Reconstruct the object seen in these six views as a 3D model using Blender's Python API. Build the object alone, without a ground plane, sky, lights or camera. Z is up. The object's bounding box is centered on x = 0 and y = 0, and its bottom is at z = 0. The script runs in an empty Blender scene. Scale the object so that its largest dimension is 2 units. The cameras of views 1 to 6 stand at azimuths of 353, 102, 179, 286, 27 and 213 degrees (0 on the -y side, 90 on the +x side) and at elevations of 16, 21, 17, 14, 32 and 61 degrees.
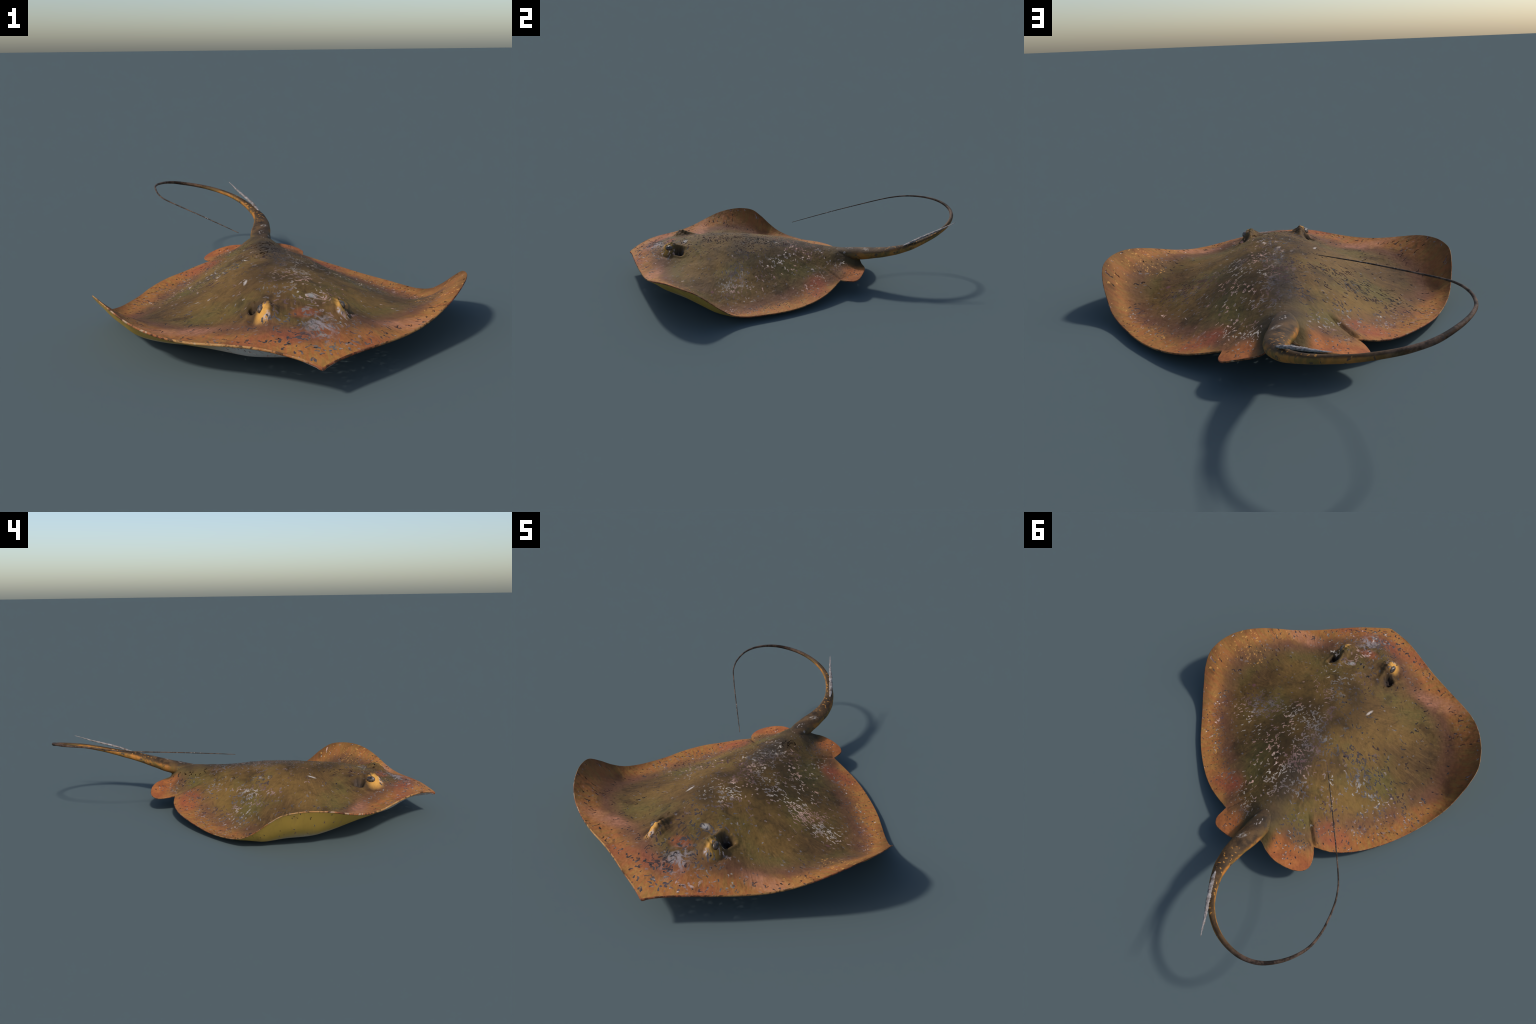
import bpy, bmesh, math, random
import numpy as np
from mathutils import Vector, Matrix

random.seed(7)
N_TEARS = 17000

# ------------------------------------------------------------------ helpers
def catmull(pts, n):
    """Catmull-Rom curve through pts, resampled to n points of equal arc length."""
    P = np.asarray(pts, float)
    E = np.vstack([2 * P[0] - P[1], P, 2 * P[-1] - P[-2]])
    out = []
    m = 24
    for i in range(1, len(E) - 2):
        a, b, c, d = E[i - 1], E[i], E[i + 1], E[i + 2]
        t = np.linspace(0, 1, m, endpoint=False)[:, None]
        out.append(0.5 * (2 * b + (c - a) * t + (2 * a - 5 * b + 4 * c - d) * t**2
                          + (3 * b - a - 3 * c + d) * t**3))
    C = np.vstack(out + [P[-1:]])
    s = np.r_[0, np.cumsum(np.linalg.norm(np.diff(C, axis=0), axis=1))]
    u = np.linspace(0, s[-1], n)
    return np.stack([np.interp(u, s, C[:, k]) for k in range(C.shape[1])], 1)


class HeightSheet:
    """Smooth height z(x, y): a thin-plate spline through control heights."""
    def __init__(self, pts, smooth=2e-4):
        P = np.asarray(pts, float)
        self.c = P[:, :2]
        n = len(P)
        K = self._k(self.c)
        A = np.zeros((n + 3, n + 3))
        A[:n, :n] = K + smooth * np.eye(n)
        A[:n, n] = 1; A[:n, n + 1:] = self.c
        A[n, :n] = 1; A[n + 1:, :n] = self.c.T
        self.w = np.linalg.solve(A, np.r_[P[:, 2], 0, 0, 0])

    def _k(self, q):
        d2 = ((q[:, None] - self.c[None]) ** 2).sum(-1)
        return 0.5 * d2 * np.log(d2 + 1e-12)

    def __call__(self, q):
        out = []
        for i in range(0, len(q), 20000):
            b = q[i:i + 20000]
            out.append(self._k(b) @ self.w[:-3] + self.w[-3] + b @ self.w[-2:])
        return np.concatenate(out)


def smooth01(a, b, x):
    t = np.clip((x - a) / (b - a), 0, 1)
    return t * t * (3 - 2 * t)


def seg_dist(q, a, b):
    """distance to a segment, position along it, and signed side."""
    a = np.asarray(a, float); b = np.asarray(b, float); ab = b - a
    t = ((q - a) @ ab) / (ab @ ab)
    tc = np.clip(t, 0, 1)
    d = q - (a + tc[:, None] * ab)
    side = ab[0] * (q[:, 1] - a[1]) - ab[1] * (q[:, 0] - a[0])
    return np.hypot(d[:, 0], d[:, 1]), tc, side / np.linalg.norm(ab)


# ------------------------------------------------------------------ outline of the disc
# edge of the flattened body, snout -> wing tip -> notch before the pelvic fin
RIM_PORT = [(.011,-.991,.120),(-.055,-.958,.140),(-.125,-.923,.152),(-.194,-.882,.154),(-.262,-.842,.149),
 (-.332,-.804,.142),(-.403,-.769,.138),(-.474,-.731,.141),(-.541,-.690,.152),(-.603,-.642,.169),(-.654,-.584,.188),
 (-.696,-.517,.199),(-.729,-.445,.200),(-.749,-.370,.184),(-.743,-.304,.141),(-.726,-.243,.092),(-.703,-.178,.053),
 (-.670,-.108,.034),(-.633,-.038,.028),(-.592,.031,.029),(-.550,.098,.038),(-.502,.161,.046),(-.448,.219,.052),
 (-.386,.270,.057),(-.321,.310,.070),(-.246,.333,.088)]
RIM_STARBOARD = [(.011,-.991,.120),(.078,-.950,.128),(.148,-.911,.131),(.217,-.870,.128),(.284,-.827,.124),
 (.351,-.783,.122),(.418,-.739,.126),(.484,-.694,.139),(.546,-.649,.160),(.605,-.598,.182),(.657,-.540,.200),
 (.702,-.475,.209),(.736,-.402,.206),(.751,-.326,.190),(.743,-.259,.147),(.721,-.201,.096),(.693,-.139,.053),
 (.655,-.072,.034),(.615,-.002,.029),(.574,.067,.027),(.528,.132,.026),(.476,.193,.029),(.419,.249,.037),
 (.356,.297,.049),(.287,.335,.066),(.218,.366,.086)]
# pelvic fin lobes, notch -> round the lobe -> under the tail root
PELVIC_PORT = [(-.246,.333,.088),(-.266,.374,.081),(-.275,.418,.076),(-.265,.451,.080),(-.235,.476,.090),(-.197,.489,.102),
 (-.156,.493,.112),(-.116,.489,.118),(-.070,.471,.123),(-.030,.446,.132),(.014,.452,.152)]
PELVIC_STARBOARD = [(.218,.366,.086),(.223,.392,.086),(.229,.425,.087),(.224,.449,.088),(.207,.470,.094),(.172,.484,.104),
 (.140,.491,.111),(.110,.494,.116),(.085,.489,.122),(.056,.470,.132),(.014,.452,.152)]
SPINE = [(.011,-.991),(.006,-.80),(.0,-.55),(.0,-.30),(.0,0),(.0,.22),(.008,.35),(.014,.452)]

# heights of the back and of the belly inside the outline  (x, y, z)
def both(rows):
    out = []
    for x, y, z in rows:
        out.append((x, y, z))
        if abs(x) > 1e-6:
            out.append((-x, y, z))
    return out

BACK = [(0,-.93,.152),(0,-.845,.176),(0,-.784,.190),(0,-.718,.202),(0,-.62,.228),(0,-.50,.244),(0,-.35,.248),
 (0,-.20,.242),(0,-.05,.233),(0,.08,.220),(0,.20,.207),(.003,.28,.201),(.005,.34,.197),(.010,.40,.188),(.060,.30,.180),(.064,.40,.160),(-.055,.30,.188),(-.050,.40,.172)
 ] + both([(.10,-.84,.168),(.13,-.76,.178),(.15,-.40,.214),(.10,.42,.124),(.22,-.55,.166),(.16,-.49,.205),(.27,-.65,.140),
 (.25,-.72,.148),(.30,-.58,.138),(.30,-.40,.152),(.48,-.317,.086),(.17,.38,.115),(.18,.44,.105)]) + [
 # starboard wing
 (.15,-.20,.212),(.15,0,.189),(.13,.18,.150),(.11,.31,.138),(.30,-.20,.140),(.30,0,.104),(.28,.17,.084),(.42,-.60,.136),(.48,-.48,.120),
 (.48,-.15,.055),(.46,.02,.040),(.42,.14,.036),(.60,-.46,.152),(.60,-.32,.082),(.60,-.18,.030),(.56,-.06,.026),(.67,-.26,.080),(.68,-.40,.165),
 # port wing
 (-.15,-.20,.216),(-.15,0,.198),(-.13,.18,.166),(-.11,.31,.152),(-.30,-.20,.142),(-.30,0,.112),(-.28,.17,.092),(-.42,-.60,.126),(-.48,-.48,.110),
 (-.48,-.15,.058),(-.46,.02,.040),(-.42,.14,.040),(-.60,-.46,.116),(-.60,-.32,.060),(-.60,-.18,.026),(-.56,-.06,.026),(-.67,-.26,.045),(-.68,-.40,.134)]
BELLY = both([(0,-.93,.105),(0,-.80,.072),(0,-.65,.014),(0,-.50,0),(0,-.20,0),(0,0,.006),(0,.18,.028),(0,.32,.066),(.012,.40,.100),(.012,.44,.135),
 (.20,-.78,.082),(.17,-.70,.046),(.10,-.80,.080),(.10,-.70,.036),(.20,-.60,.016),(.20,-.40,.0),(.20,-.10,.0),(.20,.10,.012),(.18,.26,.045),
 (.40,-.30,.002),(.40,-.10,.004),(.38,.10,.012),(.12,.40,.085),(.20,.40,.078)]) + [
 (.40,-.63,.086),(.45,-.56,.066),(.45,-.42,.016),(.55,-.57,.118),(.60,-.50,.134),(.60,-.36,.066),(.60,-.20,.012),(.56,-.05,.010),
 (-.40,-.63,.072),(-.45,-.56,.048),(-.45,-.42,.010),(-.60,-.50,.078),(-.60,-.36,.034),(-.60,-.20,.012),(-.56,-.05,.010),
 (.67,-.26,.062),(-.67,-.26,.036),(.68,-.40,.140),(-.68,-.40,.106)]

NU1, NU2, NT = 600, 170, 256
rims, spines, n_rim = {}, {}, NU1 + NU2 - 1
for side, pec, pel in (("port", RIM_PORT, PELVIC_PORT), ("star", RIM_STARBOARD, PELVIC_STARBOARD)):
    a = catmull(pec, NU1); b = catmull(pel, NU2)
    rims[side] = np.vstack([a, b[1:]])
# spine point for every outline point (the notch looks at y = .20)
sp = catmull(SPINE, 600)
yk = np.interp(np.arange(n_rim), [0, NU1 * .14, NU1 * .5, NU1 * .78, NU1, n_rim - 1], [-.991, -.86, -.42, -.02, .215, .452])
spine_xy = np.stack([np.interp(yk, sp[:, 1], sp[:, 0]), yk], 1)

def edge_half(R):
    """half thickness of the margin: thick lip in front, thin fins behind, a knob at the snout"""
    front = smooth01(-.40, -.72, R[:, 1])
    return .0027 + .0021 * front
EDGE = .0035
rim_ctrl = np.array(RIM_PORT + RIM_STARBOARD[1:] + PELVIC_PORT[1:] + PELVIC_STARBOARD[1:])
back = HeightSheet(np.vstack([rim_ctrl + [0, 0, EDGE], BACK]))
belly = HeightSheet(np.vstack([rim_ctrl - [0, 0, EDGE], BELLY]))

# creases between pectoral and pelvic fins
CREASES = [((-.135,.195), (-.249,.337)), ((.118,.235), (.221,.372))]
EYES = [(-.133,-.690), (.139,-.684)]
SPIRACLES = [(-.150,-.622), (.157,-.612)]

def back_z(q):
    z = back(q)
    x, y = q[:, 0], q[:, 1]
    for k, (a, b) in enumerate(CREASES):
        d, t, s = seg_dist(q, a, b)
        s = s if k == 0 else -s          # > 0 on the pectoral side
        amp = .007 * smooth01(0, .5, t)
        z -= amp * np.exp(-(d / .009) ** 2)
        z += np.where(s > 0, .006, -.002) * smooth01(0, .4, t) * np.exp(-((d - .022) / .02) ** 2)
    for (ex, ey), (sx, sy) in zip(EYES, SPIRACLES):
        sg = np.sign(ex)
        o, f = (x - ex) * sg, y - ey                 # outward, backward from the eye
        lump = 1 + .10 * np.sin(x * 190 + y * 120) * np.sin(y * 170 - x * 60)
        # mound: broad inside, steep on its outer face
        width = np.where(o < -.008, .044, .031)
        z += .042 * lump * np.exp(-(((o + .008) / width) ** 2 + (f / .046) ** 2) ** 1.15)
        # hollow below the eye
        z -= .012 * np.exp(-((o - .036) / .020) ** 2 - ((f + .004) / .040) ** 2)
        # spiracle: steep-walled slanting pit with raised lips behind the eye
        so, sf = (x - sx) * sg, y - sy
        a1, a2 = so * .93 - sf * .37, so * .37 + sf * .93
        rr = np.sqrt((a1 / .026) ** 2 + (a2 / .036) ** 2) * (1 + .10 * np.sin(3 * np.arctan2(a2, a1) + sg))
        z -= .034 * (1 - smooth01(.35, 1.10, rr)) * (1 + .25 * np.sin(a1 * 260 + 2) * np.sin(a2 * 210))
        z += .020 * np.exp(-((so + .034) / .017) ** 2 - ((sf + .005) / .045) ** 2)
        z += .006 * np.exp(-((rr - 1.35) / .28) ** 2) * (so > 0)
    return z

# fine lumps of the hide
def wobble(q, seed, scale, n=40):
    r = np.random.default_rng(seed)
    k = r.normal(0, 1, (n, 2)) * scale
    ph = r.uniform(0, 6.283, n)
    return (np.sin(q @ k.T + ph)).sum(1) / math.sqrt(n)

# ------------------------------------------------------------------ one closed disc surface
tt = np.linspace(0, 1, NT)
tt = 1 - (1 - tt) ** 1.35            # denser toward the edge
verts, index = [], {}
def add(block):
    i0 = sum(len(b) for b in verts)
    verts.append(block)
    return np.arange(i0, i0 + len(block))

grid = {}
spine_top = np.c_[spine_xy, np.zeros(n_rim)]
for face in ("top", "bottom"):
    ids_sp = add(spine_top.copy())
    for side in ("port", "star"):
        g = np.zeros((n_rim, NT), int)
        g[:, 0] = ids_sp
        R = rims[side]
        XY = spine_xy[:, None, :] + (R[:, None, :2] - spine_xy[:, None, :]) * tt[None, 1:, None]
        blk = np.concatenate([XY, np.zeros(XY.shape[:2] + (1,))], 2).reshape(-1, 3)
        g[:, 1:] = add(blk).reshape(n_rim, NT - 1)
        grid[face, side] = g
V = np.vstack(verts)
top_ids = np.unique(np.r_[grid["top", "port"].ravel(), grid["top", "star"].ravel()])
bot_ids = np.unique(np.r_[grid["bottom", "port"].ravel(), grid["bottom", "star"].ravel()])
V[top_ids, 2] = back_z(V[top_ids, :2])
V[bot_ids, 2] = belly(V[bot_ids, :2])
V[top_ids, 2] += .0014 * wobble(V[top_ids, :2], 3, 26) + .0007 * wobble(V[top_ids, :2], 4, 75) + .0003 * wobble(V[top_ids, :2], 8, 190)
V[bot_ids, 2] += .0010 * wobble(V[bot_ids, :2], 5, 20)
# edge heights follow the outline exactly, with a slightly ragged margin
for side in ("port", "star"):
    R = rims[side]
    for face, sg in (("top", 1), ("bottom", -1)):
        g = grid[face, side]
        goal = R[:, 2] + sg * edge_half(R)
        dz = goal - V[g[:, -1], 2]
        V[g, 2] += dz[:, None] * (tt[None] ** 10)
# keep the belly under the back
for side in ("port", "star"):
    a, b = grid["top", side], grid["bottom", side]
    V[b, 2] = np.minimum(V[b, 2], V[a, 2] - 2 * EDGE * .9)
V[bot_ids, 2] = np.maximum(V[bot_ids, 2], .0)

# rounded margin: a half-circle of rings between back and belly
extra = []
quads, is_belly = [], []
def strip(g, flip, belly):
    a, b, c, d = g[:-1, :-1], g[:-1, 1:], g[1:, 1:], g[1:, :-1]
    q = np.stack([a, d, c, b] if flip else [a, b, c, d], -1).reshape(-1, 4)
    quads.append(q); is_belly.append(np.full(len(q), int(belly)))

n0 = len(V)
for side in ("port", "star"):
    sgn = 1 if side == "star" else -1
    gt, gb = grid["top", side], grid["bottom", side]
    strip(gt, sgn < 0, False)
    strip(gb, sgn > 0, True)
    R = rims[side]
    tan = np.gradient(R[:, :2], axis=0)
    out = np.stack([tan[:, 1], -tan[:, 0]], 1)
    out /= np.linalg.norm(out, axis=1)[:, None] + 1e-9
    if np.median((out * (R[:, :2] - spine_xy)).sum(1)) < 0: out = -out
    rings = [gt[:, -1]]
    for ang in (55, 20, -20, -55):
        c, s = math.cos(math.radians(ang)), math.sin(math.radians(ang))
        ids = np.arange(n_rim) + n0 + sum(len(e) for e in extra)
        eh = edge_half(R)
        extra.append(np.c_[R[:, :2] + out * (eh * (c - .35))[:, None], R[:, 2] + eh * s]); rings.append(ids)
    rings.append(gb[:, -1])
    ring_grid = np.stack(rings, 1)
    strip(ring_grid, sgn < 0, 2)
V = np.vstack([V] + extra)
Q = np.vstack(quads); QB = np.concatenate(is_belly)

# snout and tail end collapse to points: weld coincident vertices
key = np.round(V * 2e4).astype(np.int64)
_, first, inv = np.unique(key, axis=0, return_index=True, return_inverse=True)
inv = inv.reshape(-1)
V = V[first]; Q = inv[Q]
grid_top_final = {k: inv[grid['top', k]] for k in ('port', 'star')}
grid_bot_final = {k: inv[grid['bottom', k]] for k in ('port', 'star')}
ok = np.array([True] * len(Q))
for i in range(4):
    for j in range(i):
        ok &= ~((Q[:, i] == Q[:, j]) & (abs(i - j) == 2))
dup = sum((Q[:, i] == Q[:, (i + 1) % 4]).astype(int) for i in range(4))
ok &= dup <= 1
Q, QB, dup = Q[ok], QB[ok], dup[ok]

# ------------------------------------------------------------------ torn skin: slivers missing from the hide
FC = V[Q].mean(1)
def blob2(x, y, cx, cy, rx, ry, rot=0.):
    c, s = math.cos(rot), math.sin(rot)
    a = ((x - cx) * c + (y - cy) * s) / rx; b = (-(x - cx) * s + (y - cy) * c) / ry
    return math.exp(-(a * a + b * b))

all_rim = np.vstack([rims["port"], rims["star"]])[:, :2]
def rim_gap(x, y):
    d = all_rim - (x, y); i = (d ** 2).sum(1).argmin()
    return math.hypot(*d[i])

def tear_density(x, y, gap):
    d = .045
    d += .62 * blob2(x, y, .015, -.10, .075, .30)            # along the spine
    d += .30 * blob2(x, y, .02, .16, .10, .12)
    d += .80 * blob2(x, y, .38, -.20, .10, .075)             # shoulder patch, starboard
    d += .45 * blob2(x, y, .20, -.22, .16, .05, -.1)
    d += .60 * blob2(x, y, -.24, -.12, .13, .10, .5)         # port flank
    d += .70 * blob2(x, y, -.42, -.04, .09, .07, .6)
    d += .22 * blob2(x, y, .17, .06, .07, .18)
    d += .45 * blob2(x, y, -.01, .05, .05, .16)
    d += .30 * blob2(x, y, -.20, .14, .12, .09)
    d += .35 * blob2(x, y, .03, -.52, .12, .14)
    d += .34 * blob2(x, y, .03, -.84, .08, .13)              # snout ridge
    d += .22 * blob2(abs(x), y, .15, -.70, .07, .06)
    if y > -.25: d += .42 * math.exp(-((gap - .080) / .045) ** 2)
    else:        d += .10 * math.exp(-((gap - .03) / .03) ** 2)
    if abs(x) > .62 and y < -.15: d *= .25
    cl = math.sin(x * 23 + 1.3 * math.sin(y * 17)) * math.sin(y * 27 + 1.7 * math.sin(x * 19 + 2))
    return d * (1 + .75 * cl)

def scatter_tears(n_try, belly_side, seed):
    r = np.random.default_rng(seed)
    kill = np.zeros(len(Q), bool)
    sel = np.where(QB == int(belly_side))[0]
    C = FC[sel][:, :2]
    cell = .02
    ix = np.floor(C / cell).astype(int)
    order = np.lexsort((ix[:, 1], ix[:, 0]))
    bins = {}
    ks, st = np.unique(ix[order], axis=0, return_index=True)
    for k, a, b in zip(map(tuple, ks.tolist()), st, list(st[1:]) + [len(order)]):
        bins[k] = order[a:b]
    for _ in range(n_try):
        x = r.uniform(-.74, .74); y = r.uniform(-.98, .47)
        gap = rim_gap(x, y)
        u = r.uniform()
        big, ang0, wd, L = r.uniform(), r.uniform(0, math.pi), r.uniform(.0011, .0030), r.uniform(.006, .021)
        dens = (.16 if y < -.5 and abs(x) < .3 else .035) if belly_side else tear_density(x, y, gap)
        if u > dens or gap < .004: continue
        if not belly_side and (min(math.hypot(abs(x) - .137, y + .692), 9) < .034 and big < .75 or (abs(x - .005) < .075 and y > .24)): continue
        # slivers lie roughly along the rays of the fins
        ray = math.atan2(y + .3, x)
        ang = ray + r.normal(0, .55) if abs(x) > .12 else ang0
        if y < -.55 and abs(x) < .17 and not belly_side:
            L *= 1.2; wd *= 1.35
        if gap < .11 and y > -.25: L *= .6; wd *= .85
        if belly_side and abs(x) > .3: L *= .5; wd *= .7
        pts = [np.array((x, y))]
        for k in range(r.integers(2, 5)):
            pts.append(pts[-1] + L / 3 * np.array((math.cos(ang), math.sin(ang))))
            ang += r.normal(0, .75)
        pts = np.array(pts)
        lo = np.floor((pts.min(0) - .006) / cell).astype(int); hi = np.floor((pts.max(0) + .006) / cell).astype(int)
        cand = [bins[i, j] for i in range(lo[0], hi[0] + 1) for j in range(lo[1], hi[1] + 1) if (i, j) in bins]
        if not cand: continue
        cand = np.concatenate(cand)
        q = C[cand]
        m = np.zeros(len(cand), bool)
        for k in range(len(pts) - 1):
            d, t, _ = seg_dist(q, pts[k], pts[k + 1])
            w = wd * (1.25 - .8 * (k + t) / (len(pts) - 1))
            m |= d < w
        kill[sel[cand[m]]] = True
    return kill
knob = V - np.array((.011, -.986, .120))
kd = np.exp(-(np.linalg.norm(knob, axis=1) / .012) ** 2)
V += np.c_[knob[:, 0] * .3, np.zeros(len(V)), knob[:, 2] * .55 - .004] * kd[:, None]
FC = V[Q].mean(1)
torn = scatter_tears(N_TEARS, False, 21) | scatter_tears(N_TEARS, True, 22)
Q_keep, QB_keep, dup_keep = Q[~torn], QB[~torn], dup[~torn]

def mesh_from(name, verts, faces):
    me = bpy.data.meshes.new(name)
    me.from_pydata(verts if isinstance(verts, list) else verts.tolist(), [], faces)
    me.update()
    return me

def quad_list(q, d):
    out = q.tolist()
    for i in np.where(d > 0)[0]:
        f = []
        for v in out[i]:
            if v not in f: f.append(v)
        out[i] = f
    return out

# normals of the whole, untorn body
e1 = V[Q[:, 2]] - V[Q[:, 0]]; e2 = V[Q[:, 3]] - V[Q[:, 1]]
fn = np.cross(e1, e2)
vn = np.zeros_like(V)
for k in range(4): np.add.at(vn, Q[:, k], fn)
vn /= np.linalg.norm(vn, axis=1)[:, None] + 1e-12

# ------------------------------------------------------------------ materials
def new_mat(name):
    m = bpy.data.materials.new(name); m.use_nodes = True
    nt = m.node_tree; nt.nodes.clear()
    return m, nt

class G:
    """small helper to wire shader nodes"""
    def __init__(self, nt): self.nt = nt; self.N = nt.nodes; self.L = nt.links
    def put(self, sock, v):
        if hasattr(v, "is_output"): self.L.new(v, sock)
        elif isinstance(v, (tuple, list)):
            sock.default_value = (*v, 1) if len(v) == 3 and sock.type == 'RGBA' else v
        else: sock.default_value = v
    def math(self, op, a, b=0., c=0., clamp=False):
        n = self.N.new("ShaderNodeMath"); n.operation = op; n.use_clamp = clamp
        self.put(n.inputs[0], a); self.put(n.inputs[1], b); self.put(n.inputs[2], c)
        return n.outputs[0]
    def rng(self, v, a, b, lo=0., hi=1.):
        n = self.N.new("ShaderNodeMapRange"); n.interpolation_type = 'SMOOTHSTEP'
        self.put(n.inputs['Value'], v)
        n.inputs['From Min'].default_value = a; n.inputs['From Max'].default_value = b
        n.inputs['To Min'].default_value = lo; n.inputs['To Max'].default_value = hi
        return n.outputs[0]
    def mix(self, f, a, b, mode='MIX'):
        n = self.N.new("ShaderNodeMix"); n.data_type = 'RGBA'; n.blend_type = mode
        self.put(n.inputs['Factor'], f); self.put(n.inputs[6], a); self.put(n.inputs[7], b)
        return n.outputs[2]
    def coord(self): return self.N.new("ShaderNodeTexCoord").outputs['Object']
    def mapping(self, v, loc=(0,0,0), rot=(0,0,0), sc=(1,1,1)):
        n = self.N.new("ShaderNodeMapping"); self.put(n.inputs[0], v)
        n.inputs['Location'].default_value = loc; n.inputs['Rotation'].default_value = rot; n.inputs['Scale'].default_value = sc
        return n.outputs[0]
    def noise(self, v, s, det=4, rough=.55, dist=0.):
        n = self.N.new("ShaderNodeTexNoise"); self.put(n.inputs['Vector'], v)
        n.inputs['Scale'].default_value = s; n.inputs['Detail'].default_value = det
        n.inputs['Roughness'].default_value = rough; n.inputs['Distortion'].default_value = dist
        return n.outputs['Fac']
    def voro(self, v, s, feat='F1', out='Distance', rand=1.):
        n = self.N.new("ShaderNodeTexVoronoi"); n.feature = feat; self.put(n.inputs['Vector'], v)
        n.inputs['Scale'].default_value = s; n.inputs['Randomness'].default_value = rand
        return n.outputs[out]
    def sep(self, v):
        n = self.N.new("ShaderNodeSeparateXYZ"); self.put(n.inputs[0], v); return n.outputs
    def comb(self, x, y, z):
        n = self.N.new("ShaderNodeCombineXYZ")
        for s, v in zip(n.inputs, (x, y, z)): self.put(s, v)
        return n.outputs[0]
    def curve(self, v, pts):
        n = self.N.new("ShaderNodeFloatCurve"); self.put(n.inputs['Value'], v)
        c = n.mapping.curves[0]
        while len(c.points) < len(pts): c.points.new(.5, .5)
        for p, (a, b) in zip(c.points, pts): p.location = (a, b)
        n.mapping.update()
        return n.outputs[0]
    def blob(self, X, Y, cx, cy, rx, ry):
        """1 inside an ellipse, soft edge"""
        a = self.math('DIVIDE', self.math('SUBTRACT', X, cx), rx)
        b = self.math('DIVIDE', self.math('SUBTRACT', Y, cy), ry)
        d = self.math('SQRT', self.math('ADD', self.math('MULTIPLY', a, a), self.math('MULTIPLY', b, b)))
        return self.rng(d, 1.25, .35)
    def principled(self, col, rough=.5, bump=None, dist=.002, strength=.4, spec=.3):
        b = self.N.new("ShaderNodeBsdfPrincipled")
        self.put(b.inputs['Base Color'], col); self.put(b.inputs['Roughness'], rough)
        b.inputs['Specular IOR Level'].default_value = spec
        if bump is not None:
            n = self.N.new("ShaderNodeBump"); n.inputs['Distance'].default_value = dist
            n.inputs['Strength'].default_value = strength
            self.put(n.inputs['Height'], bump); self.L.new(n.outputs[0], b.inputs['Normal'])
        o = self.N.new("ShaderNodeOutputMaterial"); self.L.new(b.outputs[0], o.inputs[0])
        return b

def srgb(r, g, b):
    f = lambda c: (c / 255 / 12.92) if c / 255 <= .04045 else ((c / 255 + .055) / 1.055) ** 2.4
    return (f(r), f(g), f(b))

# radius of the outline round (0, -.3), read off the rim curves, as a curve for the masks
CEN = (0., -.30)
def rim_polar(n=13):
    allr = np.vstack([rims["port"], rims["star"]])
    a = np.arctan2(allr[:, 1] - CEN[1], np.abs(allr[:, 0]))
    r = np.hypot(allr[:, 0], allr[:, 1] - CEN[1])
    ks = np.linspace(-math.pi / 2, math.pi / 2, n)
    out = []
    for k in ks:
        sel = np.abs(a - k) < math.pi / n / 2.2
        out.append(((k + math.pi / 2) / math.pi, float(np.median(r[sel])) if sel.any() else .75))
    return out

def fleck_field(g, co, scale, stretch, rot, seed):
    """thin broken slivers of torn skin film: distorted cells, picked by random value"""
    warp = g.N.new("ShaderNodeTexNoise"); g.put(warp.inputs['Vector'], co)
    warp.inputs['Scale'].default_value = 34; warp.inputs['Detail'].default_value = 2
    vm = g.N.new("ShaderNodeVectorMath"); vm.operation = 'MULTIPLY_ADD'
    g.L.new(warp.outputs['Color'], vm.inputs[0]); vm.inputs[1].default_value = (.035, .035, .035)
    g.L.new(co, vm.inputs[2])
    mp = g.mapping(vm.outputs[0], (seed, seed * .37, 0), (0, 0, rot), stretch)
    d = g.voro(mp, scale)
    pick = g.voro(mp, scale, out='Color')
    r = g.sep(pick)[0]
    return d, r, g.sep(pick)[1]

def body_fields(g):
    """coordinates and noises shared by back and belly"""
    co = g.coord(); X, Y, Z = g.sep(co)[0:3]
    f = type("F", (), {})()
    f.co, f.X, f.Y = co, X, Y
    f.flat = g.comb(X, Y, 0.)
    f.big = g.noise(f.flat, 2.2, 3, .5, .4)
    f.mid = g.noise(g.mapping(f.flat, (5.2, .3, 0)), 7, 6, .62, .5)
    f.fine = g.noise(f.flat, 60, 5, .7)
    f.ax = g.math('ABSOLUTE', X)
    dyc = g.math('SUBTRACT', Y, CEN[1])
    f.ang = g.math('ARCTAN2', dyc, f.ax)
    f.rad = g.math('SQRT', g.math('ADD', g.math('MULTIPLY', X, X), g.math('MULTIPLY', dyc, dyc)))
    rb = g.curve(g.math('DIVIDE', g.math('ADD', f.ang, math.pi / 2), math.pi), rim_polar())
    f.edge = g.math('SUBTRACT', rb, f.rad)
    f.edge_w = g.math('ADD', f.edge, g.math('MULTIPLY', g.math('SUBTRACT', f.mid, .5), .12))
    # fine rays running out to the margin
    f.streak = g.noise(g.comb(g.math('MULTIPLY', f.ang, 30.), g.math('MULTIPLY', f.rad, 7.), g.math('SIGN', X)), 1.5, 6, .7, .8)
    return f

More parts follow.
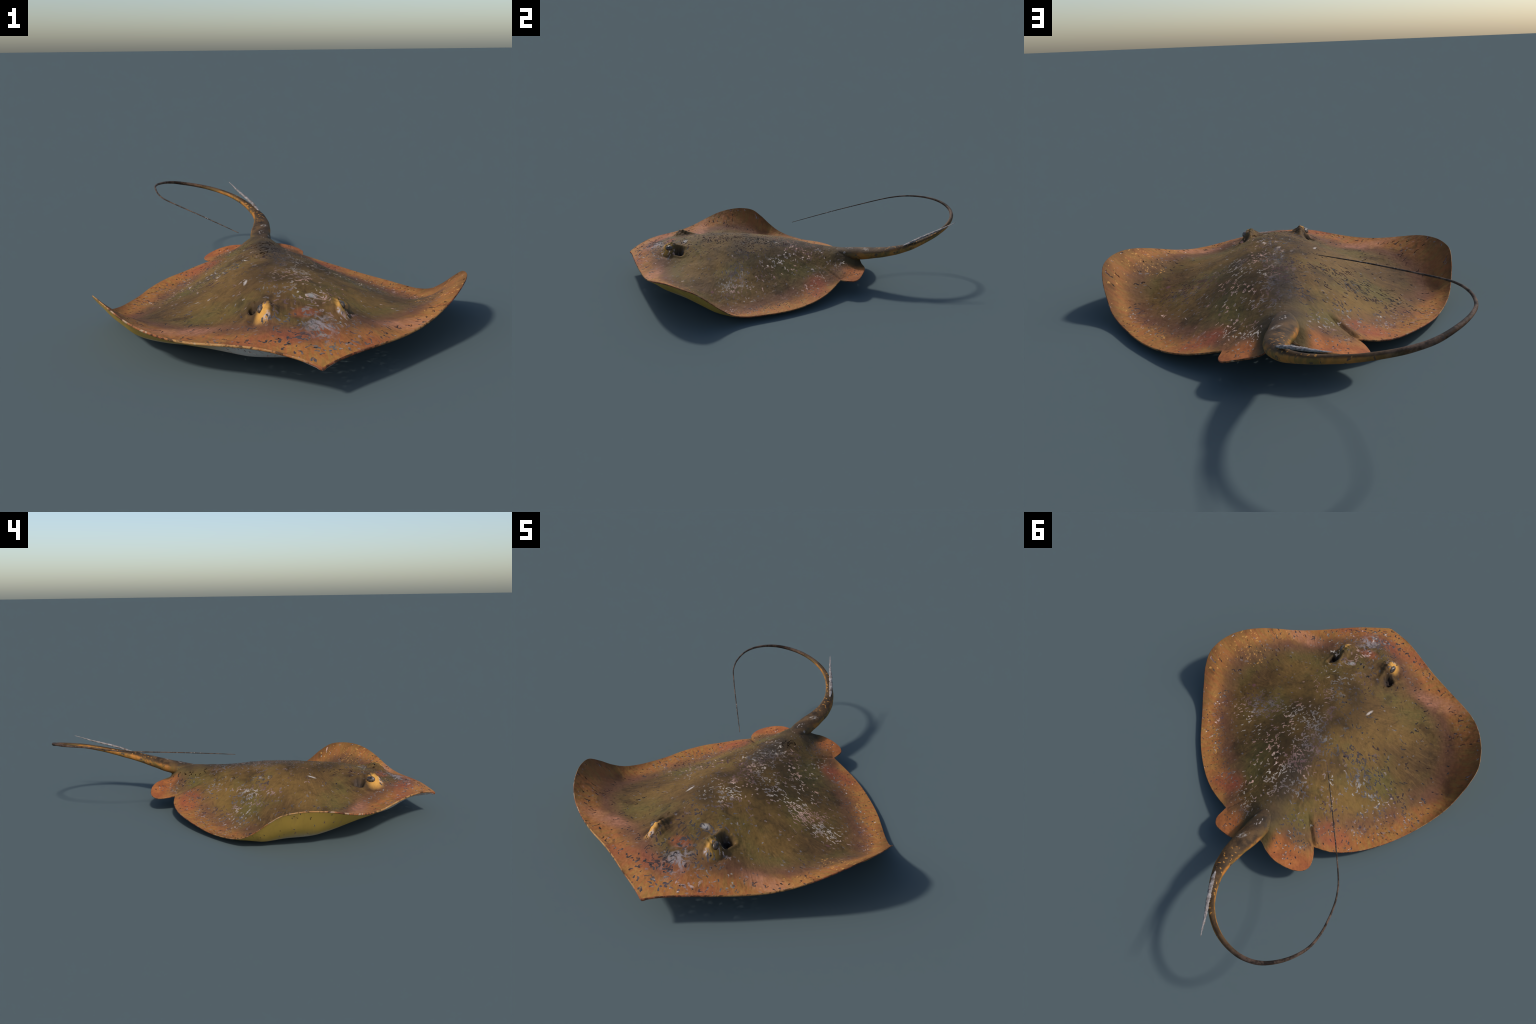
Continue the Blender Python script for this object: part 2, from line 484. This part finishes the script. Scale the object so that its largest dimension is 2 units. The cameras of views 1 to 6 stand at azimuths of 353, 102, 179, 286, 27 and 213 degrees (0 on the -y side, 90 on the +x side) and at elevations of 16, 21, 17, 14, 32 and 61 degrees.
def hide_material():
    m, nt = new_mat("hide"); g = G(nt); f = body_fields(g); X, Y = f.X, f.Y
    mul = lambda a, b: g.math('MULTIPLY', a, b)
    base = g.mix(g.rng(f.big, .36, .64), srgb(*BROWN), srgb(*GOLD))
    base = g.mix(mul(g.rng(g.noise(g.mapping(f.flat, (9, 4, 0)), 3.4, 4, .6), .45, .66), .75), base, srgb(*OLIVE))
    base = g.mix(mul(g.rng(f.streak, .46, .74), .55), base, srgb(*TAN))
    base = g.mix(mul(g.rng(f.mid, .50, .72), .65), base, srgb(*DARK))
    mott = g.noise(g.mapping(f.flat, (1.5, 7, 0)), 17, 6, .68, 1.2)
    base = g.mix(mul(g.rng(mott, .52, .70), .50), base, srgb(*DARK))
    base = g.mix(mul(g.rng(mott, .47, .30), .35), base, srgb(*GOLD))
    # dark middle of the back, slate saddle down the spine to the tail
    core = g.math('MAXIMUM', g.blob(X, Y, .10, -.16, .20, .26), g.blob(X, Y, -.02, -.35, .14, .20))
    base = g.mix(mul(core, g.rng(f.mid, .3, .6, .35, .75)), base, srgb(*DARK))
    rear = mul(g.rng(Y, .20, .34), g.rng(g.math('ABSOLUTE', g.math('SUBTRACT', X, .010)), .13, .07))
    base = g.mix(rear, base, g.mix(g.rng(f.mid, .35, .65), srgb(70, 54, 34), srgb(98, 80, 46)))
    saddle = mul(g.rng(g.math('ADD', f.ax, mul(g.math('SUBTRACT', f.mid, .5), .06)), .085, .015), g.rng(Y, -.35, .05))
    base = g.mix(mul(saddle, g.rng(Y, .12, .36, .8, .35)), base, srgb(*SADDLE))
    inner_only = g.math('SUBTRACT', 1, rear)
    # margin: mauve-red inner band, orange-brown outer band, dusky tips
    band = mul(mul(g.rng(f.edge_w, .215, .13), g.rng(f.edge_w, .03, .10)), inner_only)
    base = g.mix(mul(band, g.rng(f.mid, .3, .65, .35, .85)), base, srgb(*MAUVE))
    mg = mul(g.rng(f.edge_w, .135, .035), inner_only)
    ora = g.mix(g.rng(f.streak, .38, .66), srgb(*ORANGE), srgb(*AMBER))
    base = g.mix(mul(mg, .92), base, ora)
    patch = g.noise(g.mapping(f.flat, (6, 2, 0)), 11, 5, .65, .8)
    base = g.mix(mul(mg, g.rng(patch, .54, .70, 0, .7)), base, srgb(*OCHRE))
    base = g.mix(mul(mg, g.rng(patch, .46, .30, 0, .6)), base, srgb(*BROWN))
    redm = g.math('MAXIMUM', g.blob(f.ax, Y, .30, .235, .11, .07), mul(g.blob(f.ax, Y, .17, -.85, .20, .06), .75))
    base = g.mix(mul(redm, g.rng(f.mid, .3, .62, .25, .8)), base, srgb(*RED))
    pink = g.math('MAXIMUM', g.blob(X, Y, .38, -.70, .12, .05), g.blob(X, Y, -.42, -.66, .16, .05))
    base = g.mix(mul(pink, g.rng(f.streak, .35, .65, .2, .75)), base, srgb(*PINK))
    pel = mul(g.rng(g.math('ADD', Y, mul(f.mid, .06)), .385, .455), g.rng(g.math('ABSOLUTE', g.math('SUBTRACT', X, .015)), .065, .12))
    base = g.mix(pel, base, g.mix(g.rng(f.mid, .36, .62), srgb(*PELV), srgb(*ORANGE)))
    dusky = mul(g.rng(f.edge_w, .075, -.02), g.rng(f.ax, .52, .68))
    base = g.mix(mul(dusky, .62), base, srgb(*DARK))
    # forehead patch, grey snout ridge, yellow eyelids, dark spiracles, scars
    base = g.mix(mul(g.blob(X, Y, .009, -.718, .06, .035), .55), base, srgb(*RED))
    base = g.mix(mul(mul(g.blob(X, Y, .045, -.80, .055, .09), g.rng(g.noise(g.mapping(f.flat, (4, 4, 0)), 24, 4, .7, 1.), .44, .56)), .75), base, srgb(146, 136, 136))
    for (ex, ey), (sx, sy) in zip(EYES, SPIRACLES):
        k = math.copysign(1, ex)
        base = g.mix(mul(g.blob(X, Y, ex + k * .006, ey - .014, .028, .042), g.rng(f.mid, .25, .6, .6, 1.)), base, srgb(*LID))
        base = g.mix(g.blob(X, Y, sx, sy, .030, .038), base, g.mix(g.rng(f.fine, .4, .7), srgb(30, 25, 22), srgb(92, 78, 70)))
        base = g.mix(mul(mul(g.blob(X, Y, ex - k * .006, ey - .038, .013, .012), g.rng(g.noise(f.flat, 90, 3, .6), .42, .56)), .8), base, srgb(186, 180, 186))  # highlight on the front of the eye mound, painted into the colour
    base = g.mix(g.blob(g.math('SUBTRACT', X, mul(Y, .3)), Y, -.161 + .1155, -.385, .007, .024), base, srgb(176, 164, 154))
    base = g.mix(mul(g.blob(X, Y, .056, -.604, .022, .016), .8), base, srgb(165, 160, 155))
    base = g.mix(mul(g.blob(X, Y, .481, -.317, .012, .009), .8), base, srgb(120, 78, 80))
    # pale amber specks on the starboard wing tip and rear margin
    d1, r1, c1 = fleck_field(g, f.co, 120, (1, .5, 1), .7, 1.3)
    zone = g.math('MAXIMUM', g.blob(X, Y, .60, -.47, .10, .09), mul(mul(g.rng(X, .3, .4), g.rng(f.edge_w, .11, .06)), .10))
    sp = mul(g.math('LESS_THAN', r1, mul(zone, .55)), g.math('LESS_THAN', d1, .36))
    base = g.mix(mul(sp, .7), base, srgb(200, 146, 78))
    # small grey scuffs
    d2, r2, c2 = fleck_field(g, f.co, 95, (.45, 1, 1), .5, 4.1)
    sc = mul(g.math('LESS_THAN', r2, g.rng(g.noise(f.flat, 4.5, 3), .48, .7, .02, .26)), g.math('LESS_THAN', d2, .34))
    base = g.mix(mul(sc, .45), base, srgb(*SCUFF))
    base = g.mix(mul(g.rng(f.fine, .42, .75), .32), base, srgb(*DARK))
    hgt = g.math('ADD', mul(f.fine, .7), mul(f.streak, .5))
    # inner side of the skin whitened so the tears glow with bounced sun
    inner = g.N.new('ShaderNodeNewGeometry').outputs['Backfacing']
    base = g.mix(inner, base, srgb(*INNER))
    g.principled(base, .72, hgt, .004, .7, .16)
    return m

def belly_material():
    m, nt = new_mat("belly_skin"); g = G(nt); f = body_fields(g)
    c = g.mix(g.rng(f.big, .4, .6), srgb(*BELLY_C), srgb(*BELLY_P))
    c = g.mix(g.math('MULTIPLY', g.rng(f.edge_w, .20, .07), g.rng(f.ax, .22, .42)), c, srgb(*BELLY_Y))
    c = g.mix(g.math('MULTIPLY', g.rng(f.mid, .55, .75), .35), c, srgb(120, 88, 70))
    c = g.mix(g.math('MULTIPLY', g.rng(f.streak, .5, .75), .25), c, srgb(120, 96, 44))
    inner = g.N.new('ShaderNodeNewGeometry').outputs['Backfacing']
    c = g.mix(inner, c, g.mix(g.rng(g.noise(f.flat, 5, 3), .42, .6), srgb(240, 234, 228), srgb(236, 200, 190)))  # inside lightened beyond the outer belly colour to brighten the body cavity
    g.principled(c, .7, f.fine, .002, .3, .2)
    return m

BROWN=(80,58,33); GOLD=(124,94,47); OLIVE=(99,88,44); DARK=(44,33,21); ORANGE=(163,98,52); AMBER=(157,112,56); RED=(144,74,50); TAN=(136,103,61)
MAUVE=(110,71,52); PINK=(178,120,92); SADDLE=(58,50,41); PELV=(140,76,44); LID=(210,154,74); SCUFF=(128,124,126); OCHRE=(168,122,62)
INNER=(236,226,220); BELLY_C=(196,190,186); BELLY_P=(196,160,152); BELLY_Y=(190,153,70)
HIDE = hide_material()
BELLY_MAT = belly_material()

def tail_material():
    m, nt = new_mat("tail_hide"); g = G(nt)
    mul = lambda a, b: g.math('MULTIPLY', a, b)
    co = g.coord(); X, Y, Z = g.sep(co)[0:3]
    n_mid = g.noise(co, 14, 6, .65, .6); n_fine = g.noise(co, 80, 5, .7)
    nrm = g.N.new("ShaderNodeNewGeometry"); nz = g.sep(nrm.outputs['Normal'])[2]
    root_m = g.rng(g.math('ADD', Y, mul(n_mid, .08)), .52, .42)                       # toward the body
    dorsal = g.rng(g.math('ADD', nz, mul(g.math('SUBTRACT', n_mid, .5), .9)), .30, .78)
    d_root = g.rng(g.math('ADD', g.math('ABSOLUTE', g.math('SUBTRACT', X, .014)), mul(g.math('SUBTRACT', n_mid, .5), .05)), .06, .015)
    dorsal = g.math('ADD', mul(dorsal, g.math('SUBTRACT', 1, root_m)), mul(d_root, root_m))
    flank = g.mix(g.rng(n_mid, .38, .62), srgb(172, 112, 50), srgb(112, 90, 46))
    flank = g.mix(root_m, flank, g.mix(g.rng(n_mid, .35, .65), srgb(76, 58, 36), srgb(102, 82, 47)))
    back_c = g.mix(g.rng(n_mid, .35, .68), srgb(50, 38, 26), srgb(94, 70, 44))
    back_c = g.mix(g.math('MULTIPLY', root_m, .35), back_c, srgb(*SADDLE))
    col = g.mix(dorsal, flank, back_c)
    whip = g.math('MAXIMUM', g.rng(X, -.12, -.32), mul(g.rng(Y, .45, .30), g.rng(X, -.06, -.13)))
    n_len = g.noise(co, 30, 5, .7)
    col = g.mix(mul(whip, .92), col, g.mix(g.rng(n_len, .42, .62), srgb(36, 29, 25), srgb(94, 75, 63)))  # whip tones darkened to show its shaded side
    d1, r1, c1 = fleck_field(g, co, 90, (1, .45, 1), .4, 2.2)
    fl = mul(g.math('LESS_THAN', r1, .24), g.math('LESS_THAN', d1, .40))
    d2, r2, c2 = fleck_field(g, co, 110, (.5, 1, 1), .4, 5.2)
    f2 = mul(g.math('LESS_THAN', r2, .20), g.math('LESS_THAN', d2, .38))
    col = g.mix(mul(mul(fl, g.math('SUBTRACT', 1, dorsal)), .8), col, srgb(58, 56, 56))
    amb = mul(mul(f2, dorsal), mul(g.rng(Y, .52, .60), g.math('SUBTRACT', 1, whip)))
    col = g.mix(mul(amb, .85), col, srgb(176, 122, 54))
    d3, r3, c3 = fleck_field(g, co, 85, (1, .5, 1), -.3, 8.3)
    d4, r4, c4 = fleck_field(g, co, 75, (.5, 1, 1), .9, 3.6)
    clump = g.rng(g.noise(co, 16, 3), .42, .6, .06, .34)
    f3 = mul(mul(g.math('LESS_THAN', r3, clump), g.math('LESS_THAN', d3, .36)), root_m)
    f4 = mul(mul(g.math('LESS_THAN', r4, .16), g.math('LESS_THAN', d4, .36)), root_m)
    col = g.mix(mul(f3, .8), col, srgb(150, 138, 130))
    col = g.mix(mul(f4, .85), col, srgb(40, 34, 32))
    pw = mul(g.blob(g.math('ADD', X, mul(Y, -.6)), Y, .037 - .294, .49, .016, .028), g.rng(n_fine, .45, .6))
    col = g.mix(mul(pw, .75), col, srgb(170, 160, 150))
    g.principled(col, .7, g.math('ADD', n_fine, n_mid), .003, .5, .18)
    return m
TAIL_MAT = tail_material()

def edge_material():
    m, nt = new_mat("fin_edge"); g = G(nt); f = body_fields(g)
    c = g.mix(g.rng(f.mid, .4, .62), srgb(150, 92, 50), srgb(168, 126, 76))
    c = g.mix(g.rng(f.big, .42, .58), c, srgb(140, 78, 48))
    c = g.mix(g.math('MULTIPLY', g.rng(g.noise(f.co, 34, 5, .75, 1.), .48, .58), .85), c, srgb(50, 38, 28))
    c = g.mix(g.math('MULTIPLY', g.rng(g.noise(g.mapping(f.co, (3, 3, 3)), 30, 5, .75, 1.), .56, .64), .7), c, srgb(176, 156, 130))
    g.principled(c, .7, f.fine, .002, .3, .2)
    return m
EDGE_MAT = edge_material()

def simple(name, c1, c2, scale, rough=.5, spec=.3, coat=0.):
    m, nt = new_mat(name); g = G(nt)
    co = g.coord(); n = g.noise(co, scale, 5, .65)
    b = g.principled(g.mix(g.rng(n, .35, .68), srgb(*c1), srgb(*c2)), rough, n, .001, .3, spec)
    b.inputs['Coat Weight'].default_value = coat
    return m
EYE_MAT = simple("eye_iris", (44, 36, 30), (104, 88, 74), 110, .4, .4, .1)
PUPIL_MAT = simple("pupil", (12, 10, 9), (26, 22, 20), 60, .2, .5, .4)
STING_MAT = simple("sting_bone", (150, 142, 138), (78, 64, 54), 45, .7)

# ------------------------------------------------------------------ object tree
def link(o, parent=None):
    bpy.context.scene.collection.objects.link(o)
    if parent: o.parent = parent
    return o

root = link(bpy.data.objects.new("stingray", None))
root["label"] = "brown stingray with upturned wing tips and whip tail"
root["category"] = "stingray"

# split the disc by region; borders coincide, whole-body normals are kept
def region(x, y):
    sg = 0 if x < 0 else 1
    ax = abs(x)
    a, b = CREASES[sg]
    side = (b[0]-a[0])*(y-a[1]) - (b[1]-a[1])*(x-a[0])
    behind = side < 0 if sg == 0 else side > 0
    if behind and y > a[1] and ax > .055 + max(0, (.40 - y)) * .3 and y > .26:
        return ("pelvic_fin", sg)
    w = .30 if y < -.5 else .30 - (y + .5) * .20
    if y < -.52:
        return ("head", 0) if ax < .27 else ("pectoral_fin", sg)
    if behind and y > .2: return ("trunk", 0)
    return ("trunk", 0) if ax < w * .8 else ("pectoral_fin", sg)

names = {}
lab = np.array([names.setdefault(region(x, y), len(names)) for x, y in V[Q_keep].mean(1)[:, :2].tolist()])
for (name, sg), k in sorted(names.items()):
    q, bl, d = Q_keep[lab == k], QB_keep[lab == k], dup_keep[lab == k]
    used, inv = np.unique(q, return_inverse=True)
    me = mesh_from(name, V[used], quad_list(inv.reshape(-1, 4), d))
    me.materials.append(HIDE); me.materials.append(BELLY_MAT); me.materials.append(EDGE_MAT)
    me.polygons.foreach_set("material_index", bl.astype(np.int32))
    me.shade_smooth()
    me.normals_split_custom_set_from_vertices(vn[used].tolist())
    link(bpy.data.objects.new(name, me), root)

# ------------------------------------------------------------------ tail: a tapering tube
TAIL = [(.000,.25,.158),(.002,.32,.167),(.007,.39,.173),(.016,.46,.180),(.030,.528,.191),(.040,.599,.203),(.039,.668,.218),(.023,.735,.234),
 (-.005,.798,.254),(-.042,.857,.275),(-.089,.907,.295),(-.147,.947,.313),(-.212,.972,.330),(-.278,.981,.345),(-.347,.969,.360),
 (-.408,.934,.375),(-.458,.883,.384),(-.493,.820,.388),(-.506,.749,.390),(-.504,.680,.388),(-.495,.615,.381),(-.481,.566,.374),
 (-.456,.509,.366),(-.380,.387,.352),(-.301,.266,.338),(-.222,.147,.322),(-.142,.027,.305)]
# arc position (0..1) -> half width, half height
TAIL_W = [(0,.026),(.035,.044),(.07,.051),(.11,.0495),(.165,.0405),(.20,.032),(.23,.0245),(.28,.0165),(.33,.0135),(.40,.0108),(.48,.0088),(.55,.0062),(.62,.0046),(.70,.0034),(.80,.0028),(.92,.0023),(1,.0014)]
TAIL_H = [(0,.026),(.035,.034),(.07,.036),(.11,.034),(.165,.0275),(.20,.0245),(.23,.021),(.28,.0155),(.33,.013),(.40,.0105),(.48,.0088),(.55,.0062),(.62,.0046),(.70,.0034),(.80,.0028),(.92,.0023),(1,.0014)]
def tube(name, path, wprof, hprof, nseg=260, nring=36, lump=.02, seed=1):
    P = catmull(path, nseg); u = np.linspace(0, 1, nseg)
    w = np.interp(u, *zip(*wprof)); h = np.interp(u, *zip(*hprof))
    T = np.gradient(P, axis=0); T /= np.linalg.norm(T, axis=1)[:, None]
    S = np.cross(T, [0, 0, 1.]); S /= np.linalg.norm(S, axis=1)[:, None]
    U = np.cross(S, T)
    r = np.random.default_rng(seed)
    vs, fs = [], []
    a = np.linspace(0, 2 * math.pi, nring, endpoint=False)
    ph = r.uniform(0, 6.28, 6)
    for i in range(nseg):
        k = 1 + lump * (np.sin(3 * a + ph[0] + u[i] * 30) + np.sin(5 * a + ph[1] - u[i] * 47) + np.sin(u[i] * 160 + ph[2])) / 2
        ring = P[i] + np.cos(a)[:, None] * S[i] * (w[i] * k)[:, None] + np.sin(a)[:, None] * U[i] * (h[i] * k)[:, None]
        vs += ring.tolist()
    for i in range(nseg - 1):
        for j in range(nring):
            j2 = (j + 1) % nring
            fs.append((i * nring + j, i * nring + j2, (i + 1) * nring + j2, (i + 1) * nring + j))
    fs.append(tuple(range(nring))[::-1]); fs.append(tuple(range((nseg - 1) * nring, nseg * nring)))
    me = mesh_from(name, vs, fs)
    b = bmesh.new(); b.from_mesh(me); bmesh.ops.recalc_face_normals(b, faces=b.faces); b.to_mesh(me); b.free()
    me.shade_smooth()
    return me, P
me, tailP = tube("tail", TAIL, TAIL_W, TAIL_H, 420)
me.materials.append(TAIL_MAT)
tail = link(bpy.data.objects.new("tail", me), root)

# ------------------------------------------------------------------ barbed sting on the tail
STING = [(.040,.705,.246),(.026,.745,.263),(.004,.795,.283),(-.022,.850,.302),(-.050,.905,.321),(-.072,.955,.340),(-.091,.996,.356)]
SW = [(0,.003),(.10,.0075),(.30,.0090),(.36,.0078),(.45,.0088),(.52,.0070),(.58,.0080),(.64,.0055),(.70,.0064),(.75,.0042),(.80,.0058),(.84,.0028),(.89,.0042),(.93,.0020),(.96,.0026),(1,.0008)]
SH = [(0,.003),(.15,.005),(.5,.0050),(.7,.0035),(1,.0008)]
me, _ = tube("sting", STING, SW, SH, 120, 16, .22, 5)
me.materials.append(STING_MAT)
link(bpy.data.objects.new("sting", me), tail)

# ------------------------------------------------------------------ eyes
def ball(name, c, r, sq, rot, mat, parent):
    b = bmesh.new(); bmesh.ops.create_uvsphere(b, u_segments=40, v_segments=24, radius=r)
    bmesh.ops.scale(b, vec=sq, verts=b.verts)
    bmesh.ops.rotate(b, matrix=rot, verts=b.verts, cent=(0, 0, 0))
    bmesh.ops.translate(b, vec=c, verts=b.verts)
    me = bpy.data.meshes.new(name); b.to_mesh(me); b.free(); me.shade_smooth(); me.materials.append(mat)
    return link(bpy.data.objects.new(name, me), parent)
for sg, c in ((-1, (-.1410,-.681,.2115)), (1, (.1470,-.675,.2085))):
    rot = Matrix.Rotation(sg * .25, 3, 'Z') @ Matrix.Rotation(sg * -.45, 3, 'Y')
    eye = ball("eye", c, .020, (.62, 1.12, .80), rot, EYE_MAT, root)
    off = rot @ Vector((sg * .0090, -.002, .003))
    ball("pupil", Vector(c) + off, .0085, (.5, 1.2, .7), rot, PUPIL_MAT, eye)
